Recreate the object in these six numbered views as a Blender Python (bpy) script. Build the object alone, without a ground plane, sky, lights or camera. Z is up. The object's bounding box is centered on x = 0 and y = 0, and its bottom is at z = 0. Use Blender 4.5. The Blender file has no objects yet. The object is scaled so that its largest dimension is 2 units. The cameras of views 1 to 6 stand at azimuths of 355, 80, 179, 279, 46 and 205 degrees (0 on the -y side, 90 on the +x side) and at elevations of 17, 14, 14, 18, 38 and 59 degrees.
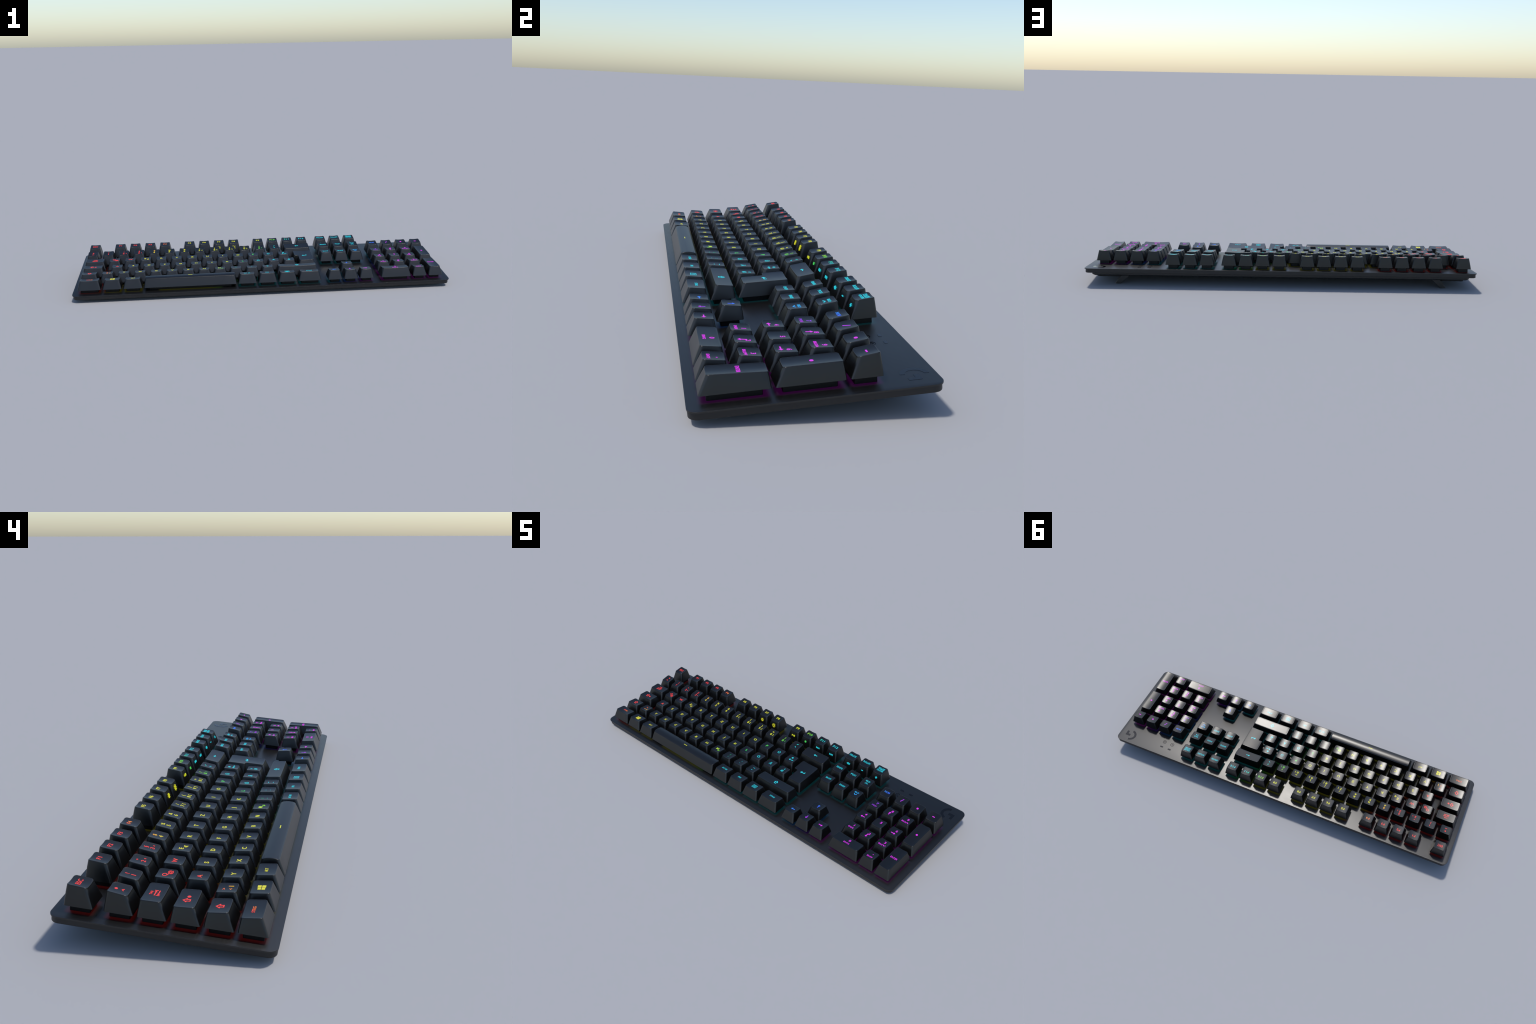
"""Full-size mechanical gaming keyboard (ISO layout), procedural build.

Everything is laid out in a flat 'desk frame' of the keyboard: X to the right,
Y from the front edge to the rear edge, H above the top plate.  The finished
frame is tilted back on its two fold-out legs (matrix TILT).
"""
import bpy, bmesh, math
from mathutils import Matrix, Vector
from math import sin, cos, pi, radians

# ------------------------------------------------------------------ dimensions
TILT_ANGLE = radians(5.15)
FRONT_Y, FRONT_Z = -0.2925, 0.0372          # world position of the plate's front edge
DEPTH, HALF_W, PLATE_R = 0.5873, 1.0, 0.027
TILT = Matrix.Translation((0, FRONT_Y, FRONT_Z)) @ Matrix.Rotation(TILT_ANGLE, 4, 'X')

U = 0.0858            # key pitch along X
UY = 0.0863           # key pitch along Y
GAP = 0.0088          # gap between the skirts of neighbouring caps
SKIRT_H = 0.0185      # skirt height above the plate
X_MAIN, X_NAV, X_NUM = -0.9765, 0.3385, 0.6265
Y_ROW0 = 0.0235       # front of the bottom row's cell
Y_FROW = 0.4740       # front of the function row's cell

# row profile: (height of top at its front edge, height at its rear edge)
PROFILE = {0: (0.0640, 0.0557), 1: (0.0642, 0.0562), 2: (0.0626, 0.0580),
           3: (0.0636, 0.0620), 4: (0.0668, 0.0730), 5: (0.0702, 0.0742),
           6: (0.0645, 0.0603)}      # 6: number pad's upper row
IN_SIDE, IN_FRONT, IN_REAR = 0.0108, 0.0205, 0.0030
DISH = 0.0027

scene = bpy.context.scene
coll = scene.collection


# ------------------------------------------------------------------ materials
def new_mat(name):
    m = bpy.data.materials.new(name)
    m.use_nodes = True
    nt = m.node_tree
    return m, nt, nt.nodes, nt.links, nt.nodes["Principled BSDF"]


def math_node(nt, op, a, b=None, c=None, clamp=False):
    n = nt.nodes.new("ShaderNodeMath")
    n.operation = op
    n.use_clamp = clamp
    for i, v in enumerate((a, b, c)):
        if v is None:
            continue
        if isinstance(v, (int, float)):
            n.inputs[i].default_value = v
        else:
            nt.links.new(v, n.inputs[i])
    return n.outputs[0]


def vec_node(nt, op, a, b=None):
    n = nt.nodes.new("ShaderNodeVectorMath")
    n.operation = op
    for i, v in enumerate((a, b)):
        if v is None:
            continue
        if isinstance(v, (tuple, list)):
            n.inputs[i].default_value = v
        else:
            nt.links.new(v, n.inputs[i])
    return n.outputs["Value"] if op in ("LENGTH", "DOT_PRODUCT") else n.outputs["Vector"]


SPECTRUM = [  # place along the slanted rainbow axis, colour
    (-0.985, (0.95, 0.055, 0.045)), (-0.950, (0.85, 0.26, 0.035)), (-0.915, (0.80, 0.74, 0.035)),
    (-0.385, (0.76, 0.80, 0.030)), (-0.330, (0.20, 0.74, 0.035)), (-0.285, (0.030, 0.72, 0.16)),
    (-0.235, (0.025, 0.68, 0.78)), (0.225, (0.025, 0.66, 0.82)), (0.300, (0.030, 0.33, 0.95)),
    (0.350, (0.050, 0.11, 0.92)), (0.400, (0.30, 0.045, 0.82)), (0.450, (0.80, 0.035, 0.92)),
    (0.86, (0.80, 0.035, 0.90)), (0.93, (0.74, 0.030, 0.40))]


def rainbow(nt, world, shift=0.0):
    """Colour of the backlight: a rainbow running along X, slanted towards the rear."""
    sep = nt.nodes.new("ShaderNodeSeparateXYZ")
    if world:
        geo = nt.nodes.new("ShaderNodeNewGeometry")
        nt.links.new(geo.outputs["Position"], sep.inputs[0])
        depth = math_node(nt, 'SUBTRACT', sep.outputs["Y"], FRONT_Y)
    else:
        tc = nt.nodes.new("ShaderNodeTexCoord")
        nt.links.new(tc.outputs["Object"], sep.inputs[0])
        depth = sep.outputs["Y"]
    t = math_node(nt, 'MULTIPLY_ADD', depth, -0.82, sep.outputs["X"])
    ramp = nt.nodes.new("ShaderNodeValToRGB")
    lo, hi = -1.1 + shift, 1.0 + shift
    nt.links.new(math_node(nt, 'DIVIDE', math_node(nt, 'SUBTRACT', t, lo), hi - lo), ramp.inputs[0])
    els = ramp.color_ramp.elements
    while len(els) < len(SPECTRUM):
        els.new(0.5)
    for e, (p, c) in zip(els, SPECTRUM):
        e.position = (p + shift - lo) / (hi - lo)
        e.color = (*c, 1)
    return ramp.outputs[0]


def noise(nt, scale, detail=2.0, stretch=(1, 1, 1)):
    tc = nt.nodes.new("ShaderNodeTexCoord")
    mp = nt.nodes.new("ShaderNodeMapping")
    mp.inputs["Scale"].default_value = stretch
    n = nt.nodes.new("ShaderNodeTexNoise")
    n.inputs["Scale"].default_value = scale
    n.inputs["Detail"].default_value = detail
    nt.links.new(tc.outputs["Object"], mp.inputs[0])
    nt.links.new(mp.outputs[0], n.inputs["Vector"])
    return n.outputs["Fac"]


def remap(nt, v, a, b):
    n = nt.nodes.new("ShaderNodeMapRange")
    nt.links.new(v, n.inputs[0])
    n.inputs[1].default_value, n.inputs[2].default_value = 0.3, 0.7
    n.inputs[3].default_value, n.inputs[4].default_value = a, b
    return n.outputs[0]


def mat_plastic(name, colour, rough, grain=0.0, spec=0.5):
    m, nt, nodes, links, b = new_mat(name)
    b.inputs["Base Color"].default_value = (*colour, 1)
    b.inputs["Specular IOR Level"].default_value = spec
    links.new(remap(nt, noise(nt, 900), rough - 0.02, rough + 0.02), b.inputs["Roughness"])
    if grain:
        bump = nodes.new("ShaderNodeBump")
        bump.inputs["Strength"].default_value = grain
        bump.inputs["Distance"].default_value = 0.0006
        links.new(noise(nt, 700, 3), bump.inputs["Height"])
        links.new(bump.outputs[0], b.inputs["Normal"])
    return m


def mat_legend():
    m, nt, nodes, links, b = new_mat("backlit_legend")
    light = rainbow(nt, True)
    backlight_tint = nodes.new("ShaderNodeMix")          # some backlight colour baked into the print's base
    backlight_tint.data_type = 'RGBA'
    backlight_tint.inputs["Factor"].default_value = 0.18
    backlight_tint.inputs["A"].default_value = (0.006, 0.006, 0.007, 1)
    links.new(light, backlight_tint.inputs["B"])
    links.new(backlight_tint.outputs["Result"], b.inputs["Base Color"])
    links.new(light, b.inputs["Emission Color"])
    b.inputs["Emission Strength"].default_value = 0.68      # lit from below by the diodes
    b.inputs["Roughness"].default_value = 0.36
    b.inputs["Specular IOR Level"].default_value = 0.5
    return m


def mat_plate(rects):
    """Black brushed metal with a rainbow glow painted around each switch as emission."""
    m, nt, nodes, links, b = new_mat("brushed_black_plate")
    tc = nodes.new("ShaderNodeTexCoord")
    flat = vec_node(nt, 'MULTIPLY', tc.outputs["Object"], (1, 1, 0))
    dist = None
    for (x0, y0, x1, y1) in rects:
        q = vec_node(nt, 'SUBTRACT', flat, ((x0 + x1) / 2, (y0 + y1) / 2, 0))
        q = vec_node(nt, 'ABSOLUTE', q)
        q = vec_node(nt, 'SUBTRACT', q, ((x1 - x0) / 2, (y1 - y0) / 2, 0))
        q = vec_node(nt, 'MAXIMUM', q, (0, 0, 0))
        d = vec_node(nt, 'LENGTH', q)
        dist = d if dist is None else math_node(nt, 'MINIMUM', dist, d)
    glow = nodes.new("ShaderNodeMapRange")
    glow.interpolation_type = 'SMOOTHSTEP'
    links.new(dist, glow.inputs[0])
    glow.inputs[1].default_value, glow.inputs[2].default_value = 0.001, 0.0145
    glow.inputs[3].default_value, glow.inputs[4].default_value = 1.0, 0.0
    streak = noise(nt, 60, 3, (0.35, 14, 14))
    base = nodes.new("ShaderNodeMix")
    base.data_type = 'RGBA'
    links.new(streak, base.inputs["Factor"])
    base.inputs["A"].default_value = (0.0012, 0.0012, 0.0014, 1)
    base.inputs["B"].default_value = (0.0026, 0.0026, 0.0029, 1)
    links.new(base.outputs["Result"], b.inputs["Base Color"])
    links.new(rainbow(nt, False, 0.07), b.inputs["Emission Color"])       # diode spill drawn into the plate surface
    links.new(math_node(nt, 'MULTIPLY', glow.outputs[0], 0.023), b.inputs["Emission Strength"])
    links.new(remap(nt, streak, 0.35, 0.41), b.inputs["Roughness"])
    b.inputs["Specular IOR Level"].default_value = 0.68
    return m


# ------------------------------------------------------------------ outlines and lofts
def rounded(corners, radius, seg=5, sub=5):
    """Closed outline through `corners` (counter-clockwise) with rounded corners.
    Every corner gives seg+1 points and every straight gives sub-1 points."""
    n = len(corners)
    arcs = []
    for i in range(n):
        p0, p1, p2 = (Vector(corners[(i + k) % n]) for k in (-1, 0, 1))
        a, c = (p0 - p1).normalized(), (p2 - p1).normalized()
        ang = a.angle(c)
        r = radius[i] if isinstance(radius, (list, tuple)) else radius
        off = r / math.tan(ang / 2)
        s, e = p1 + a * off, p1 + c * off
        mid = p1 + (a + c).normalized() * (r / sin(ang / 2))
        v0, v1 = s - mid, e - mid
        sw = v0.angle(v1)
        sgn = 1 if v0.x * v1.y - v0.y * v1.x > 0 else -1
        arcs.append([mid + Matrix.Rotation(sgn * sw * k / seg, 2) @ v0 for k in range(seg + 1)])
    pts = []
    for i in range(n):
        pts += arcs[i]
        s, e = arcs[i][-1], arcs[(i + 1) % n][0]
        pts += [s.lerp(e, k / sub) for k in range(1, sub)]
    return pts


def outward(pts):
    """Unit outward normals of a counter-clockwise outline."""
    n = len(pts)
    out = []
    for i in range(n):
        d = pts[(i + 1) % n] - pts[i - 1]
        out.append(Vector((d.y, -d.x)).normalized())
    return out


def rect(x0, y0, x1, y1):
    return [(x0, y0), (x1, y0), (x1, y1), (x0, y1)]


def bridge(bm, a, b):
    n = len(a)
    for i in range(n):
        j = (i + 1) % n
        bm.faces.new((a[i], a[j], b[j], b[i]))


def finish(bm, name, angle=40):
    bmesh.ops.recalc_face_normals(bm, faces=bm.faces)
    me = bpy.data.meshes.new(name)
    bm.to_mesh(me)
    bm.free()
    me.shade_smooth()
    me.set_sharp_from_angle(angle=radians(angle))
    return me


def add(name, me, mat, parent, loc=(0, 0, 0), basis=None):
    ob = bpy.data.objects.new(name, me)
    coll.objects.link(ob)
    if mat and not me.materials:
        me.materials.append(mat)
    ob.parent = parent
    ob.matrix_basis = (TILT if basis is None else basis) @ Matrix.Translation(loc)
    return ob


def slab(name, corners, radius, h0, h1, bevel_top=0.0, bevel_bot=0.0, seg=8, shrink_bot=0.0):
    """Rounded plate between heights h0 < h1 with bevelled rims."""
    cx = sum(c[0] for c in corners) / len(corners)
    cy = sum(c[1] for c in corners) / len(corners)

    def inset(d):
        return [(x - math.copysign(d, x - cx), y - math.copysign(d, y - cy)) for x, y in corners]
    levels = []
    steps = 3
    if bevel_bot:
        for k in range(steps + 1):
            t = pi / 2 * k / steps
            levels.append((h0 + bevel_bot * (1 - cos(t)) if not shrink_bot else h0 + bevel_bot * k / steps,
                           bevel_bot * (1 - sin(t)) if not shrink_bot else shrink_bot * (1 - k / steps)))
    else:
        levels.append((h0, 0))
    if bevel_top:
        for k in range(steps + 1):
            t = pi / 2 * k / steps
            levels.append((h1 - bevel_top * (1 - sin(t)), bevel_top * (1 - cos(t))))
    else:
        levels.append((h1, 0))
    bm = bmesh.new()
    rings = []
    for h, d in levels:
        pts = rounded(inset(d), max(radius - d, 0.0008), seg, 2)
        rings.append([bm.verts.new((p.x, p.y, h)) for p in pts])
    for a, b in zip(rings, rings[1:]):
        bridge(bm, a, b)
    bm.faces.new(rings[0][::-1])
    bm.faces.new(rings[-1])
    return finish(bm, name)


# ------------------------------------------------------------------ keycaps
class Cap:
    """One keycap form.  Local frame: origin at the front-left corner of the skirt."""

    def __init__(self, w, d, prof, kind="dish"):
        self.w, self.d, self.kind = w, d, kind
        self.hf, self.hr = prof
        self.x0, self.x1 = IN_SIDE, w - IN_SIDE
        self.y0, self.y1 = IN_FRONT, d - IN_REAR
        if kind == "space":
            self.x0, self.x1 = 0.0070, w - 0.0070
        self.cx, self.cy = (self.x0 + self.x1) / 2, (self.y0 + self.y1) / 2

    def top(self, x, y):
        v = (y - self.y0) / (self.y1 - self.y0)
        u = (x - self.cx) / ((self.x1 - self.x0) / 2)
        h = self.hf + (self.hr - self.hf) * v
        if self.kind == "space":
            return h + 0.0052 * (1 - (2 * v - 1) ** 2)
        return h - DISH * (1 - min(u * u, 1.3))

    def front(self, x, h):
        """Y of the sloping front face at height h."""
        t = (h - SKIRT_H) / (self.hf - SKIRT_H)
        return self.y0 * min(t, 1)

    def outlines(self):
        w, d = self.w, self.d
        if self.kind == "iso":
            k = 0.25 * U                      # the upper row starts a quarter unit further left
            ym = UY                           # where the notch lies
            bot = [(k, 0), (w, 0), (w, d), (0, d), (0, ym), (k, ym)]
            top = [(self.x0 + k, self.y0), (self.x1, self.y0), (self.x1, self.y1),
                   (self.x0, self.y1), (self.x0, ym + 0.006), (self.x0 + k, ym + 0.006)]
            return bot, top, (self.cx + k * 0.7, d * 0.72)
        return (rect(0, 0, w, d), rect(self.x0, self.y0, self.x1, self.y1), (self.cx, self.cy))

    def mesh(self):
        bot, top, centre = self.outlines()
        n = len(bot)
        rb = [0.0055] * n
        rt = [0.0085] * n
        if self.kind == "iso":
            rb[4] = rb[5] = rt[4] = rt[5] = 0.004
        bm = bmesh.new()
        rings = []
        ob = rounded(bot, rb, 6, 8)
        ot = rounded(top, rt, 6, 8)
        nb, ntop = outward(ob), outward(ot)
        centre = Vector(centre)

        def put(pts, heights):
            rings.append([bm.verts.new((p.x, p.y, h)) for p, h in zip(pts, heights)])
        # inner wall of the hollow skirt, then rim, then the four sloping walls
        inner = [p - q * 0.0048 for p, q in zip(ob, nb)]
        put(inner, [SKIRT_H + 0.006] * len(ob))
        put(inner, [SKIRT_H + 0.0004] * len(ob))
        put([p - q * 0.0010 for p, q in zip(ob, nb)], [SKIRT_H] * len(ob))
        rim = 0.0020                                  # radius of the rounded top edge
        for t in (0.0, 0.3, 0.65, 0.94):
            bow = 0.0005 * sin(pi * t)                # walls bulge a touch
            pts = [p.lerp(q, t) + n.lerp(m, t) * bow for p, q, n, m in zip(ob, ot, nb, ntop)]
            put(pts, [SKIRT_H + 0.0006 + (self.top(q.x, q.y) - rim - SKIRT_H - 0.0006) * t for q in ot])
        for k in range(5):
            ang = pi / 2 * k / 4
            put([q - n * (rim * (1 - cos(ang))) for q, n in zip(ot, ntop)],
                [self.top(q.x, q.y) - rim * (1 - sin(ang)) for q in ot])
        inner = [q - n * (rim + 0.0012) for q, n in zip(ot, ntop)]
        put(inner, [self.top(q.x, q.y) for q in inner])
        edge = [v.co.copy() for v in rings[-1]]
        for s in (0.88, 0.74, 0.58, 0.40, 0.2):
            ring = []
            for e in edge:
                x, y = centre.x + (e.x - centre.x) * s, centre.y + (e.y - centre.y) * s
                ring.append(bm.verts.new((x, y, self.top(x, y))))
            rings.append(ring)
        for a, b in zip(rings, rings[1:]):
            bridge(bm, a, b)
        hub = bm.verts.new((centre.x, centre.y, self.top(centre.x, centre.y)))
        last = rings[-1]
        for i in range(len(last)):
            bm.faces.new((last[i], last[(i + 1) % len(last)], hub))
        first = rings[0]
        bm.faces.new(first[::-1])
        return finish(bm, "keycap", 50)


# ------------------------------------------------------------------ legends
# A legend is a list of marks.  A mark is
#   ("t", text, x, y, cap height, width limit)      lettering
#   ("p", [polylines], stroke width)                strokes
#   ("f", [polygons])                               filled shapes
TEXT_CACHE = {}


def text_shape(s):
    """Triangles of a text in units of cap height, centred."""
    if s in TEXT_CACHE:
        return TEXT_CACHE[s]
    cu = bpy.data.curves.new("lettering", 'FONT')
    cu.body = s
    cu.size = 1.0
    cu.offset = 0.014
    cu.resolution_u = 3
    cu.space_character = 1.06
    ob = bpy.data.objects.new("lettering", cu)
    coll.objects.link(ob)
    dg = bpy.context.evaluated_depsgraph_get()
    dg.update()
    me = bpy.data.meshes.new_from_object(ob.evaluated_get(dg))
    vs = [v.co.to_2d() for v in me.vertices]
    fs = [tuple(p.vertices) for p in me.polygons]
    bpy.data.meshes.remove(me)
    bpy.data.objects.remove(ob)
    bpy.data.curves.remove(cu)
    x0, x1 = min(v.x for v in vs), max(v.x for v in vs)
    y0, y1 = min(v.y for v in vs), max(v.y for v in vs)
    TEXT_CACHE[s] = (vs, fs, x0, x1, y0, y1)
    return TEXT_CACHE[s]


def stroke_quads(line, w):
    quads = []
    for (ax, ay), (bx, by) in zip(line, line[1:]):
        a, b = Vector((ax, ay)), Vector((bx, by))
        d = (b - a).normalized() * (w / 2)
        n = Vector((-d.y, d.x))
        a2, b2 = a - d, b + d
        quads.append([a2 + n, a2 - n, b2 - n, b2 + n])
    return quads


def circle(cx, cy, r, a0=0, a1=360, n=18):
    return [(cx + r * cos(radians(a0 + (a1 - a0) * k / n)), cy + r * sin(radians(a0 + (a1 - a0) * k / n)))
            for k in range(n + 1)]


def T(s, x=0, y=0, h=0.0138, wmax=0.040, fit=1.15):
    return ("t", s, x, y, h, wmax, fit)


def arrow(dx, dy, x=0, y=0, L=0.0190, w=0.0036):
    """Straight arrow with a filled head."""
    d, n = Vector((dx, dy)), Vector((-dy, dx))
    c = Vector((x, y))
    tip, tail, neck = c + d * L / 2, c - d * L / 2, c + d * (L / 2 - 0.0075)
    return [("p", [[tail, neck]], w), ("f", [[tip, neck + n * 0.0064, neck - n * 0.0064]])]


def hollow_up(x=0, y=0, s=1.0):
    o = [(0, 11), (9, 2), (4.5, 2), (4.5, -8), (-4.5, -8), (-4.5, 2), (-9, 2), (0, 11)]
    return ("p", [[(x + a * 0.001 * s, y + b * 0.001 * s) for a, b in o]], 0.0030 * s)


def box(x0, y0, x1, y1):
    return [(x0, y0), (x1, y0), (x1, y1), (x0, y1)]


def build_marks(marks, place, depth=0.0016):
    """place(x, y, lift) -> point in the cap's frame."""
    bm = bmesh.new()

    def emit(polys):
        for poly in polys:
            lo = [bm.verts.new(place(p[0], p[1], -depth)) for p in poly]
            hi = [bm.verts.new(place(p[0], p[1], 0.0005)) for p in poly]
            n = len(poly)
            try:
                bm.faces.new(hi)
                for i in range(n):
                    bm.faces.new((lo[i], lo[(i + 1) % n], hi[(i + 1) % n], hi[i]))
            except ValueError:
                pass
    for m in marks:
        if m[0] == "t":
            _, s, x, y, h, wmax, fit = m
            vs, fs, a0, a1, b0, b1 = text_shape(s)
            ref = text_shape("H")
            cap = ref[5] - ref[4]
            k = h / cap
            kx = k * fit
            if (a1 - a0) * kx > wmax:
                kx = wmax / (a1 - a0)
            mx = (a0 + a1) / 2
            my = cap / 2 if (b1 - b0) > 0.72 * cap and b0 > -0.05 else (b0 + b1) / 2
            emit([[(x + (vs[i].x - mx) * kx, y + (vs[i].y - my) * k) for i in f] for f in fs])
        elif m[0] == "p":
            for line in m[1]:
                emit(stroke_quads(line, m[2]))
        elif m[0] == "f":
            emit(m[1])
    bmesh.ops.remove_doubles(bm, verts=bm.verts, dist=1e-6)
    me = bpy.data.meshes.new("legend")
    bm.to_mesh(me)
    bm.free()
    return me


def letter(c):
    return [T(c)]


def word(s, y=0.002, h=0.0088, wmax=0.036):
    return [T(s, 0, y, h, wmax, 1.0)]


def duo(low, high, right=None):
    m = [T(low, -0.001, -0.0080, 0.0130), T(high, 0.000, 0.0100, 0.0118)]
    if right:
        m.append(T(right, 0.0135, -0.0085, 0.0098))
    return m


def pad(digit, extra):
    return [T(digit, 0.0045, 0.0085, 0.0130)] + extra


CHEV_UP = ("p", [[(0.006 - 0.014, -0.0155), (0.0 - 0.001, -0.0105), (0.006, -0.0155)]], 0.0030)
MENU = [("p", [box(-0.0110, -0.0090, 0.0110, 0.0090) + [(-0.0110, -0.0090)]], 0.0019),
        ("p", [[(-0.006, y), (0.006, y)] for y in (-0.0042, 0.0, 0.0042)], 0.0016)]
WINDOWS = [("f", [box(-0.0115, 0.0010, -0.0012, 0.0100), box(0.0008, 0.0010, 0.0125, 0.0112),
                  box(-0.0115, -0.0100, -0.0012, -0.0008), box(0.0008, -0.0112, 0.0125, -0.0008)])]
TABS = [T("TAB", -0.0010, 0.0100, 0.0070, 0.022, 1.0)] + \
       [("p", [[(-0.012, -0.001), (0.008, -0.001)], [(0.0125, 0.0025), (0.0125, -0.0045)],
               [(-0.0125, -0.0065), (-0.0125, -0.0135)], [(-0.008, -0.010), (0.012, -0.010)]], 0.0028),
        ("f", [[(0.011, -0.001), (0.004, 0.003), (0.004, -0.005)],
               [(-0.011, -0.010), (-0.004, -0.006), (-0.004, -0.014)]])]
CAPS = [hollow_up(-0.0075, 0, 0.95), ("f", [circle(0.0115, -0.001, 0.0050, n=14)[:-1]])]
RETURN = [("p", [[(0.012, 0.0060), (0.012, 0.0), (-0.004, 0.0)]], 0.0040),
          ("f", [[(-0.0125, 0.0), (-0.004, 0.0075), (-0.004, -0.0075)]])]
BLOB = [("f", [circle(0, 0.0, 0.0050, n=14)[:-1]])]
BAR = [("f", [box(-0.0060, -0.0020, 0.0060, 0.0020)])]


def bild(up, y, x=0.0, side=False):
    s = 1 if up else -1
    if side:     # chevron to the right of the word
        return [T("BILD", -0.0065, y, 0.0080, 0.021, 1.0),
                ("p", [[(0.0065, y - 0.003 * s), (0.0120, y + 0.002 * s), (0.0175, y - 0.003 * s)]], 0.0030)]
    return [T("BILD", 0, y + 0.006, 0.0086, 0.023, 1.0),
            ("p", [[(-0.0065, y - 0.0085 - 0.0022 * s), (0, y - 0.0085 + 0.0026 * s),
                    (0.0065, y - 0.0085 - 0.0022 * s)]], 0.0032)]


def sun_icon(r):
    rays = [[(r * 1.5 * cos(a), r * 1.5 * sin(a)), (r * 2.0 * cos(a), r * 2.0 * sin(a))]
            for a in (k * pi / 4 for k in range(8))]
    return [("p", [circle(0, 0, r, n=14)] + rays, 0.0014)]


FRONT_MARKS = {
    "F7": sun_icon(0.0044), "F8": sun_icon(0.0055),
    "F9": [("f", [[(-0.0095, 0.0045), (-0.0095, -0.0045), (-0.0015, 0)], box(0.0015, -0.0045, 0.0045, 0.0045),
                  box(0.0068, -0.0045, 0.0098, 0.0045)])],
    "F10": [("f", [box(-0.0045, -0.0045, 0.0045, 0.0045)])],
    "F11": [("f", [box(-0.0110, -0.0045, -0.0085, 0.0045), [(-0.008, 0), (0.000, 0.0045), (0.000, -0.0045)],
                   [(0.001, 0), (0.009, 0.0045), (0.009, -0.0045)]])],
    "F12": [("f", [box(0.0085, -0.0045, 0.0110, 0.0045), [(0.008, 0), (0.000, -0.0045), (0.000, 0.0045)],
                   [(-0.001, 0), (-0.009, -0.0045), (-0.009, 0.0045)]])],
    "DRUCK": [("f", [box(-0.0085, -0.0025, -0.0045, 0.0025), [(-0.0045, 0.0025), (-0.0045, -0.0025), (0.001, -0.0065),
                                                             (0.001, 0.0065)]]),
              ("p", [[(0.0035, -0.003), (0.0085, 0.003)], [(0.0035, 0.003), (0.0085, -0.003)]], 0.0018)],
    "ROLLEN": [("f", [box(-0.0050, -0.0016, 0.0050, 0.0016)])],
    "PAUSE": [("f", [box(-0.0055, -0.0017, 0.0055, 0.0017), box(-0.0017, 0.0017, 0.0017, 0.0055),
                     box(-0.0017, -0.0055, 0.0017, -0.0017)])]}

# ------------------------------------------------------------------ the layout
KEYS = []      # (x, y, width in units, depth in units, profile row, kind, legend marks, front marks)


def key(x0, u, y, row, wu=1.0, du=1.0, legend=None, front=None, kind="dish"):
    KEYS.append((x0 + u * U, y, wu, du, row, kind, legend or [], front))


def row_y(r):
    return Y_ROW0 + r * UY


# function row
key(X_MAIN, 0, Y_FROW, 5, legend=[T("ESC", 0, 0.003, 0.0135, 0.027)])
for i in range(12):
    nm = "F%d" % (i + 1)
    key(X_MAIN, 5 / 3 + i + (i // 4) * 2 / 3, Y_FROW, 5, legend=[T(nm, 0, 0.004, 0.0128, 0.030)],
        front=FRONT_MARKS.get(nm))
key(X_NAV, 0, Y_FROW, 5, legend=word("DRUCK", 0.005, 0.0105, 0.040), front=FRONT_MARKS["DRUCK"])
key(X_NAV, 1, Y_FROW, 5, legend=word("ROLLEN", 0.005, 0.0105, 0.040), front=FRONT_MARKS["ROLLEN"])
key(X_NAV, 2, Y_FROW, 5, legend=[T("PAUSE", 0, 0.0125, 0.0088, 0.034, 1.0),
                                 ("f", [box(-0.017, 0.0042, 0.017, 0.0060)]),
                                 T("UNTBR", 0, -0.0035, 0.0088, 0.036, 1.0)], front=FRONT_MARKS["PAUSE"])
# number row
numbers = [[("f", [circle(0, 0.010, 0.0042, n=12)[:-1]]), ("p", [[(-0.004, -0.010), (0, -0.006), (0.004, -0.010)]], 0.0024)],
           duo("1", "!"), duo("2", '"', "\u00b2"), duo("3", "\u00a7", "\u00b3"), duo("4", "$"), duo("5", "%"),
           duo("6", "&"), duo("7", "/", "{"), duo("8", "(", "["), duo("9", ")", "]"), duo("0", "=", "}"),
           duo("\u00df", "?", "\\"),
           [("p", [[(-0.002, 0.008), (0.003, 0.012)]], 0.0030), ("p", [[(-0.002, -0.007), (0.003, -0.011)]], 0.0030)]]
for i, lg in enumerate(numbers):
    key(X_MAIN, i, row_y(4), 4, legend=lg)
key(X_MAIN, 13, row_y(4), 4, 2.0, legend=arrow(-1, 0, 0, 0.001))
# upper letter row
key(X_MAIN, 0, row_y(3), 3, 1.5, legend=TABS)
for i, c in enumerate("QWERTZUIOP\u00dc"):
    lg = letter(c)
    if c == "Q":
        lg = [T("Q", -0.004, 0.003), T("@", 0.0115, -0.0085, 0.0115)]
    if c == "E":
        lg = [T("E", -0.004, 0.003), T("\u20ac", 0.0110, -0.0075, 0.0115)]
    key(X_MAIN, 1.5 + i, row_y(3), 3, legend=lg)
key(X_MAIN, 12.5, row_y(3), 3, legend=[("f", [circle(0, 0.0095, 0.0052, n=12)[:-1], box(-0.0085, -0.0090, 0.0010, -0.0055),
                                              box(-0.0055, -0.0120, -0.0020, -0.0025)]),
                                       ("p", [[(0.005, -0.008), (0.009, -0.006), (0.012, -0.009), (0.016, -0.007)]], 0.0030)])
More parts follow.
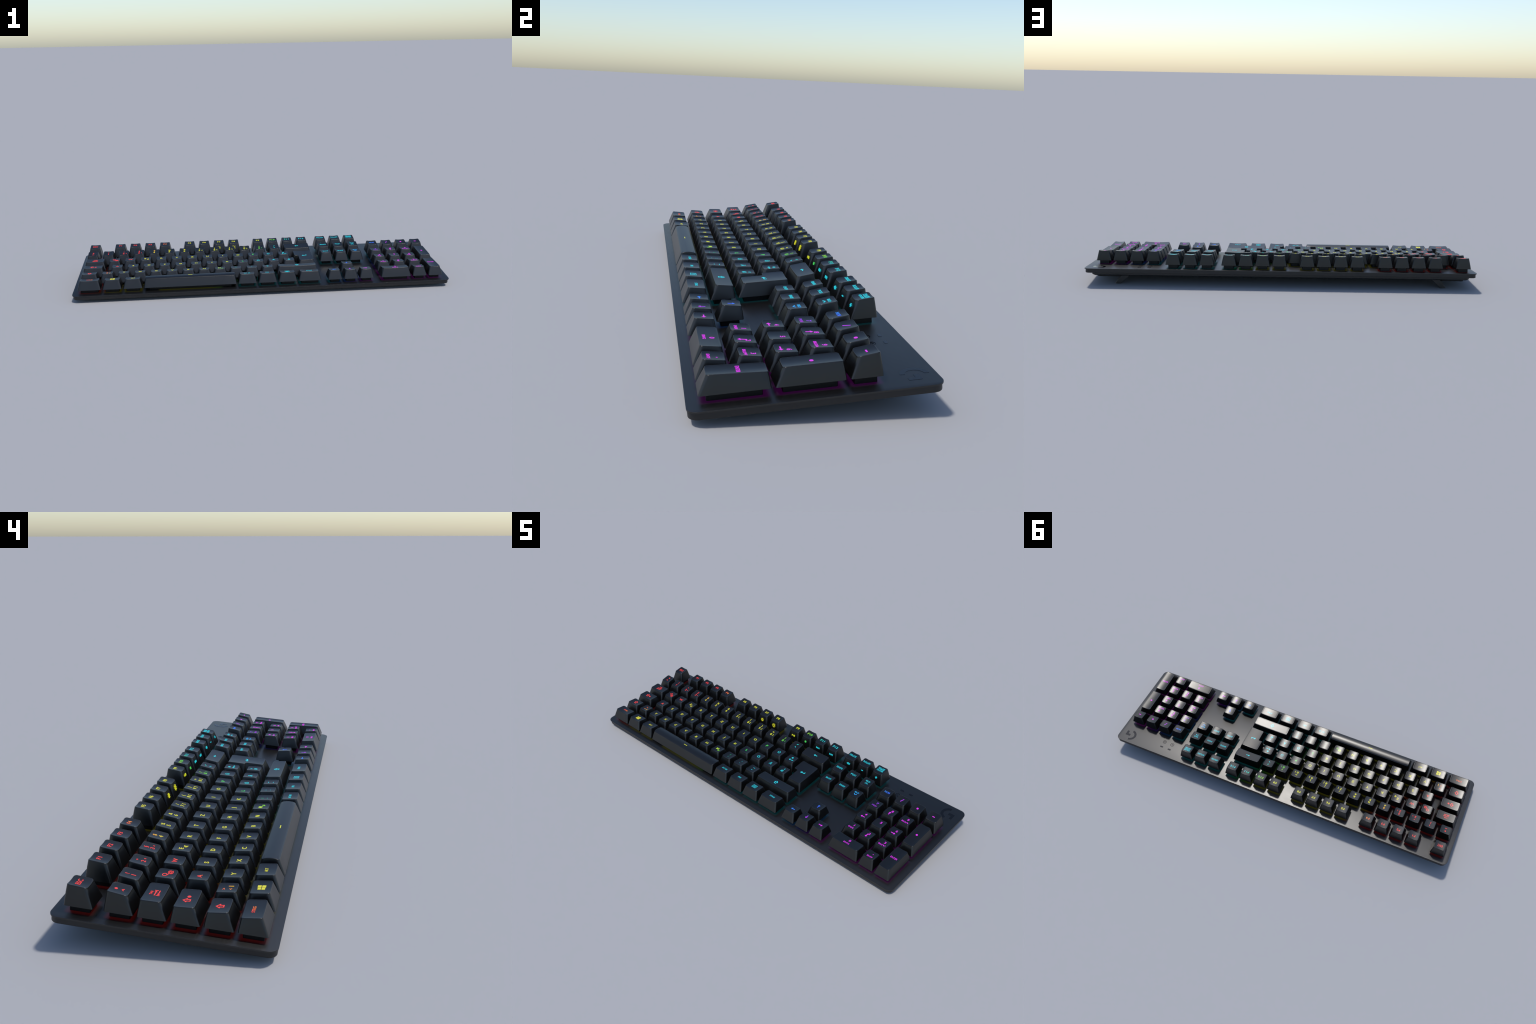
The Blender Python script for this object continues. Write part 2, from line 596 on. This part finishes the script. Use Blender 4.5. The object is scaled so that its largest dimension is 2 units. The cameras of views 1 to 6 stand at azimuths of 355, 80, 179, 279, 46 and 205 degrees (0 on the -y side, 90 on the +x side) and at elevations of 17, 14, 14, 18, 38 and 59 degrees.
# home row
key(X_MAIN, 0, row_y(2), 2, 1.5, legend=CAPS)
for i, c in enumerate("ASDFGHJKL\u00d6\u00c4"):
    key(X_MAIN, 1.75 + i, row_y(2), 2, legend=letter(c))
key(X_MAIN, 12.75, row_y(2), 2, legend=[T("#", -0.001, -0.0070, 0.0140), ("p", [[(0, 0.008), (0.002, 0.013)]], 0.0032)])
key(X_MAIN, 13.5, row_y(2), 2, 1.5, 2.0, legend=[(m[0], [[(p[0] + 0.005, p[1]) for p in q] for q in m[1]], *m[2:])
                                                 for m in RETURN], kind="iso")
# lower letter row
key(X_MAIN, 0, row_y(1), 1, 1.25, legend=[hollow_up(0, -0.001)])
key(X_MAIN, 1.25, row_y(1), 1, legend=[T("<", -0.004, -0.0085, 0.0100), T(">", -0.003, 0.0095, 0.0100),
                                       ("f", [box(0.0100, -0.0150, 0.0128, -0.0010)])])
for i, c in enumerate("YXCVBNM"):
    lg = letter(c)
    if c == "M":
        lg = [T("M", -0.004, 0.002), T("\u00b5", 0.0115, -0.0080, 0.0120)]
    key(X_MAIN, 2.25 + i, row_y(1), 1, legend=lg)
key(X_MAIN, 9.25, row_y(1), 1, legend=[("f", [box(-0.0008, 0.011, 0.0008, 0.0128), box(-0.0008, -0.011, 0.0008, -0.0078)]),
                                       ("p", [[(-0.0002, 0.008), (-0.0012, 0.005)]], 0.0012)])
key(X_MAIN, 10.25, row_y(1), 1, legend=[("f", [box(-0.0008, 0.010, 0.0008, 0.0117), box(-0.0008, 0.005, 0.0008, 0.0067),
                                               box(-0.0010, -0.010, 0.0010, -0.0078)])])
key(X_MAIN, 11.25, row_y(1), 1, legend=[("f", [box(-0.0055, 0.0090, 0.0055, 0.0110), box(-0.0038, -0.0088, 0.0038, -0.0068)])])
key(X_MAIN, 12.25, row_y(1), 1, 2.75, legend=[hollow_up(0, -0.001)])
# bottom row
u = 0.0
for wu, lg, kd in ((1.5, word("STRG"), "dish"), (1.25, WINDOWS, "dish"), (1.25, word("ALT", wmax=0.022), "dish"),
                   (5.75, [("f", [box(-0.0115, -0.0014, 0.0115, 0.0014)])], "space"),
                   (1.25, word("ALT GR", wmax=0.034), "dish"), (1.25, word("FN", wmax=0.018, h=0.0100), "dish"),
                   (1.25, MENU, "dish"), (1.5, word("STRG"), "dish")):
    key(X_MAIN, u, row_y(0), 0, wu, legend=lg, kind=kd)
    u += wu
# navigation block
for i, lg in enumerate((word("EINFG", 0.003, 0.0095, 0.034), word("POS1", 0.003, 0.0095, 0.030), bild(True, 0.002))):
    key(X_NAV, i, row_y(4), 4, legend=lg)
for i, lg in enumerate((word("ENTF", 0.003, 0.0095, 0.030), word("ENDE", 0.003, 0.0095, 0.031), bild(False, 0.002))):
    key(X_NAV, i, row_y(3), 3, legend=lg)
key(X_NAV, 1, row_y(1), 1, legend=arrow(0, 1, 0, 0.001))
for i, d in enumerate(((-1, 0), (0, -1), (1, 0))):
    key(X_NAV, i, row_y(0), 0, legend=arrow(*d, 0, 0.001))
# number pad
key(X_NUM, 0, row_y(4), 4, legend=word("NUM", 0.003, 0.0100, 0.027))
key(X_NUM, 1, row_y(4), 4, legend=[("p", [[(-0.0035, -0.007), (0.0035, 0.009)]], 0.0034)])
key(X_NUM, 2, row_y(4), 4, legend=BLOB)
key(X_NUM, 3, row_y(4), 4, legend=BAR)
LOW = -0.0115
key(X_NUM, 0, row_y(3), 6, legend=pad("7", word("POS1", LOW, 0.0080, 0.027)))
key(X_NUM, 1, row_y(3), 6, legend=pad("8", arrow(0, 1, -0.001, -0.0080, 0.018, 0.0036)))
key(X_NUM, 2, row_y(3), 6, legend=pad("9", bild(True, LOW, side=True)))
key(X_NUM, 0, row_y(2), 2, legend=pad("4", arrow(-1, 0, -0.001, LOW, 0.020, 0.0036)))
key(X_NUM, 1, row_y(2), 2, legend=pad("5", []))
key(X_NUM, 2, row_y(2), 2, legend=pad("6", arrow(1, 0, -0.001, LOW, 0.020, 0.0036)))
key(X_NUM, 0, row_y(1), 1, legend=pad("1", word("ENDE", LOW, 0.0080, 0.027)))
key(X_NUM, 1, row_y(1), 1, legend=pad("2", arrow(0, -1, -0.001, -0.0070, 0.022, 0.0036)))
key(X_NUM, 2, row_y(1), 1, legend=pad("3", bild(False, LOW, side=True)))
key(X_NUM, 0, row_y(0), 0, 2.0, legend=pad("0", word("EINFG", LOW, 0.0080, 0.030)))
key(X_NUM, 2, row_y(0), 0, legend=[("f", [box(0.003, 0.006, 0.0055, 0.010)])] + word("ENTF", LOW, 0.0080, 0.027))
key(X_NUM, 3, row_y(2), 2, 1.0, 2.0, legend=BLOB)
key(X_NUM, 3, row_y(0), 0, 1.0, 2.0, legend=word("ENTER", 0.004, 0.0095, 0.034))

# ------------------------------------------------------------------ build
KEYCAP = mat_plastic("black_keycap_plastic", (0.0015, 0.0015, 0.0017), 0.345, 0.0, 0.58)
CASE = mat_plastic("black_case_plastic", (0.0085, 0.0085, 0.0090), 0.50, 0.15)
SWITCH = mat_plastic("black_switch_plastic", (0.0015, 0.0015, 0.0018), 0.45, 0.0, 0.3)
RUBBER = mat_plastic("dark_rubber", (0.010, 0.010, 0.010), 0.70, 0.2, 0.3)
ICON = mat_plastic("dark_grey_print", (0.0020, 0.0020, 0.0022), 0.15, 0.0, 0.55)
LEGEND = mat_legend()

root = bpy.data.objects.new("keyboard", None)
root.empty_display_size = 0.2
coll.objects.link(root)
root["label"] = "black mechanical gaming keyboard with rainbow backlit key legends"
root["category"] = "keyboard"

cap_cache, glow_rects = {}, []
for (x, y, wu, du, row, kind, marks, front) in KEYS:
    w, d = wu * U - GAP, du * UY - GAP
    sig = (wu, du, row, kind)
    if sig not in cap_cache:
        prof = PROFILE[row]
        if du == 2.0:                       # tall caps reach over two rows
            prof = (PROFILE[row][0] - 0.001, PROFILE[row + 1][1] - 0.001)
        if kind == "space":
            prof = (0.0610, 0.0560)
        c = Cap(w, d, prof, kind)
        me = c.mesh()
        me.materials.append(KEYCAP)
        ix = 0.0135 if wu < 2 else 0.018            # housing stands back under the skirt
        iy = 0.0112 if du < 2 else 0.018
        if kind == "iso":
            k = 0.25 * U
            foot = rect(k + ix, iy, w - ix, d - iy)
        elif kind == "space":
            foot = rect(0.026, iy + 0.006, w - 0.026, d - iy)
        else:
            foot = rect(ix, iy, w - ix, d - iy)
        sm = slab("switch_housing", foot, 0.004, -0.001, SKIRT_H + 0.006, 0.001)
        sm.materials.append(SWITCH)
        cap_cache[sig] = (c, me, sm)
    c, me, sm = cap_cache[sig]
    px, py = x + GAP / 2, y + GAP / 2
    cap = add("keycap", me, None, root, (px, py, 0))
    add("switch_housing", sm, None, root, (px, py, 0))
    if marks:
        lm = build_marks(marks, lambda a, b, l: (c.cx + a, c.cy + b, c.top(c.cx + a, c.cy + b) + l))
        add("legend", lm, LEGEND, cap, basis=Matrix.Identity(4))
    if front:
        def on_front(a, b, l):
            h = 0.0490 + b * 0.91
            return (c.cx + a, c.front(c.cx + a, h) - 0.0012 - l, h + l * 0.45)
        fm = build_marks(front, on_front)
        add("legend", fm, LEGEND, cap, basis=Matrix.Identity(4))
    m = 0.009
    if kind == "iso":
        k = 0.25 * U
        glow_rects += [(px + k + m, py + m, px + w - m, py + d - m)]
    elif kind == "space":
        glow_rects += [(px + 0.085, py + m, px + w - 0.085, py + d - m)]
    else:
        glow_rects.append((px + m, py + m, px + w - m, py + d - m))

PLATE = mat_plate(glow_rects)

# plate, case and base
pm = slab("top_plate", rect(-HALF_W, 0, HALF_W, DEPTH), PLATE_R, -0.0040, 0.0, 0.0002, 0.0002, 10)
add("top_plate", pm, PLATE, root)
cm = slab("case", rect(-0.9945, 0.0022, 0.9945, DEPTH - 0.0016), 0.024, -0.0226, -0.0038, 0.0, 0.0020, 10)
add("case", cm, CASE, root)
bm_ = slab("base_panel", rect(-0.9655, 0.0550, 0.9655, DEPTH - 0.0190), 0.022, -0.0395, -0.0215, 0.0, 0.0065, 8, 0.012)
add("base_panel", bm_, CASE, root)

# rubber pads: front pair carries the weight, rear pair sits beside the legs
front_pad_h = -(FRONT_Z + 0.070 * sin(TILT_ANGLE)) / cos(TILT_ANGLE)
for sx in (-1, 1):
    xa, xb = sorted((sx * 0.822, sx * 0.940))
    fp = slab("rubber_foot", rect(xa, 0.070, xb, 0.108), 0.012, front_pad_h, -0.038, 0.0, 0.0015, 6)
    add("rubber_foot", fp, RUBBER, root)
    rp = slab("rubber_foot", rect(xa, 0.505, xb, 0.545), 0.012, -0.0470, -0.038, 0.0, 0.0015, 6)
    add("rubber_foot", rp, RUBBER, root)
    # fold-out leg: a plate hinged on the base, splayed outwards, resting on the desk
    y0, y1 = 0.478, 0.532

    def ground(y):
        return -(FRONT_Z + y * sin(TILT_ANGLE)) / cos(TILT_ANGLE)
    lb = bmesh.new()
    prof = [(0.7660, -0.034), (0.8150, -0.034), (0.8545, None), (0.8230, None)]
    rings = []
    for y in (y0, y0 + 0.004, y1 - 0.004, y1):
        e = 0.0025 if y in (y0, y1) else 0.0
        ring = []
        for i, (px, ph) in enumerate(prof):
            hh = ph if ph is not None else ground(y)
            ring.append(lb.verts.new((sx * (px + (e if i in (0, 3) else -e)), y, hh)))
        rings.append(ring)
    for a, b in zip(rings, rings[1:]):
        bridge(lb, a, b)
    lb.faces.new(rings[0][::-1])
    lb.faces.new(rings[-1])
    add("tilt_leg", finish(lb, "tilt_leg", 20), CASE, root)

# status lights, their pictograms and the emblem printed on the plate
for i, ix in enumerate((0.6777, 0.7276)):
    led = slab("status_light", rect(ix - 0.0098, 0.5285, ix + 0.0098, 0.5380), 0.0044, -0.001, 0.0005, 0.0, 0.0, 6)
    add("status_light", led, ICON, root)
    marks = [("p", [circle(ix, 0.4962, 0.0098, n=24)], 0.0020)]
    if i == 0:
        marks.append(T("A", ix, 0.4962, 0.0095))
    else:
        marks.append(("p", [circle(ix, 0.4955, 0.0046, -220, 40, 12), [(ix, 0.4962), (ix, 0.5015)]], 0.0018))
    add("status_pictogram", build_marks(marks, lambda a, b, l: (a, b, 0.0004 + (l if l < 0 else 0)), 0.001), ICON, root)

ecx, ecy, er0, er1 = 0.9355, 0.5350, 0.0235, 0.0360
ring_polys = []
n = 22
for k in range(n):
    a0, a1 = (radians(94 + (262 - 94) * (k + j) / n) for j in (0, 1))
    ring_polys.append([(ecx + er0 * cos(a0), ecy + er0 * sin(a0)), (ecx + er1 * cos(a0), ecy + er1 * sin(a0)),
                       (ecx + er1 * cos(a1), ecy + er1 * sin(a1)), (ecx + er0 * cos(a1), ecy + er0 * sin(a1))])
hook = [[(0.9360, 0.5298), (0.9638, 0.5298), (0.9638, 0.5428), (0.9360, 0.5428)],
        [(0.9520, 0.5110), (0.9638, 0.5110), (0.9638, 0.5298), (0.9520, 0.5298)]]
add("emblem", build_marks([("f", ring_polys + hook)], lambda a, b, l: (a, b, 0.0004 + (l if l < 0 else 0)), 0.001), ICON, root)
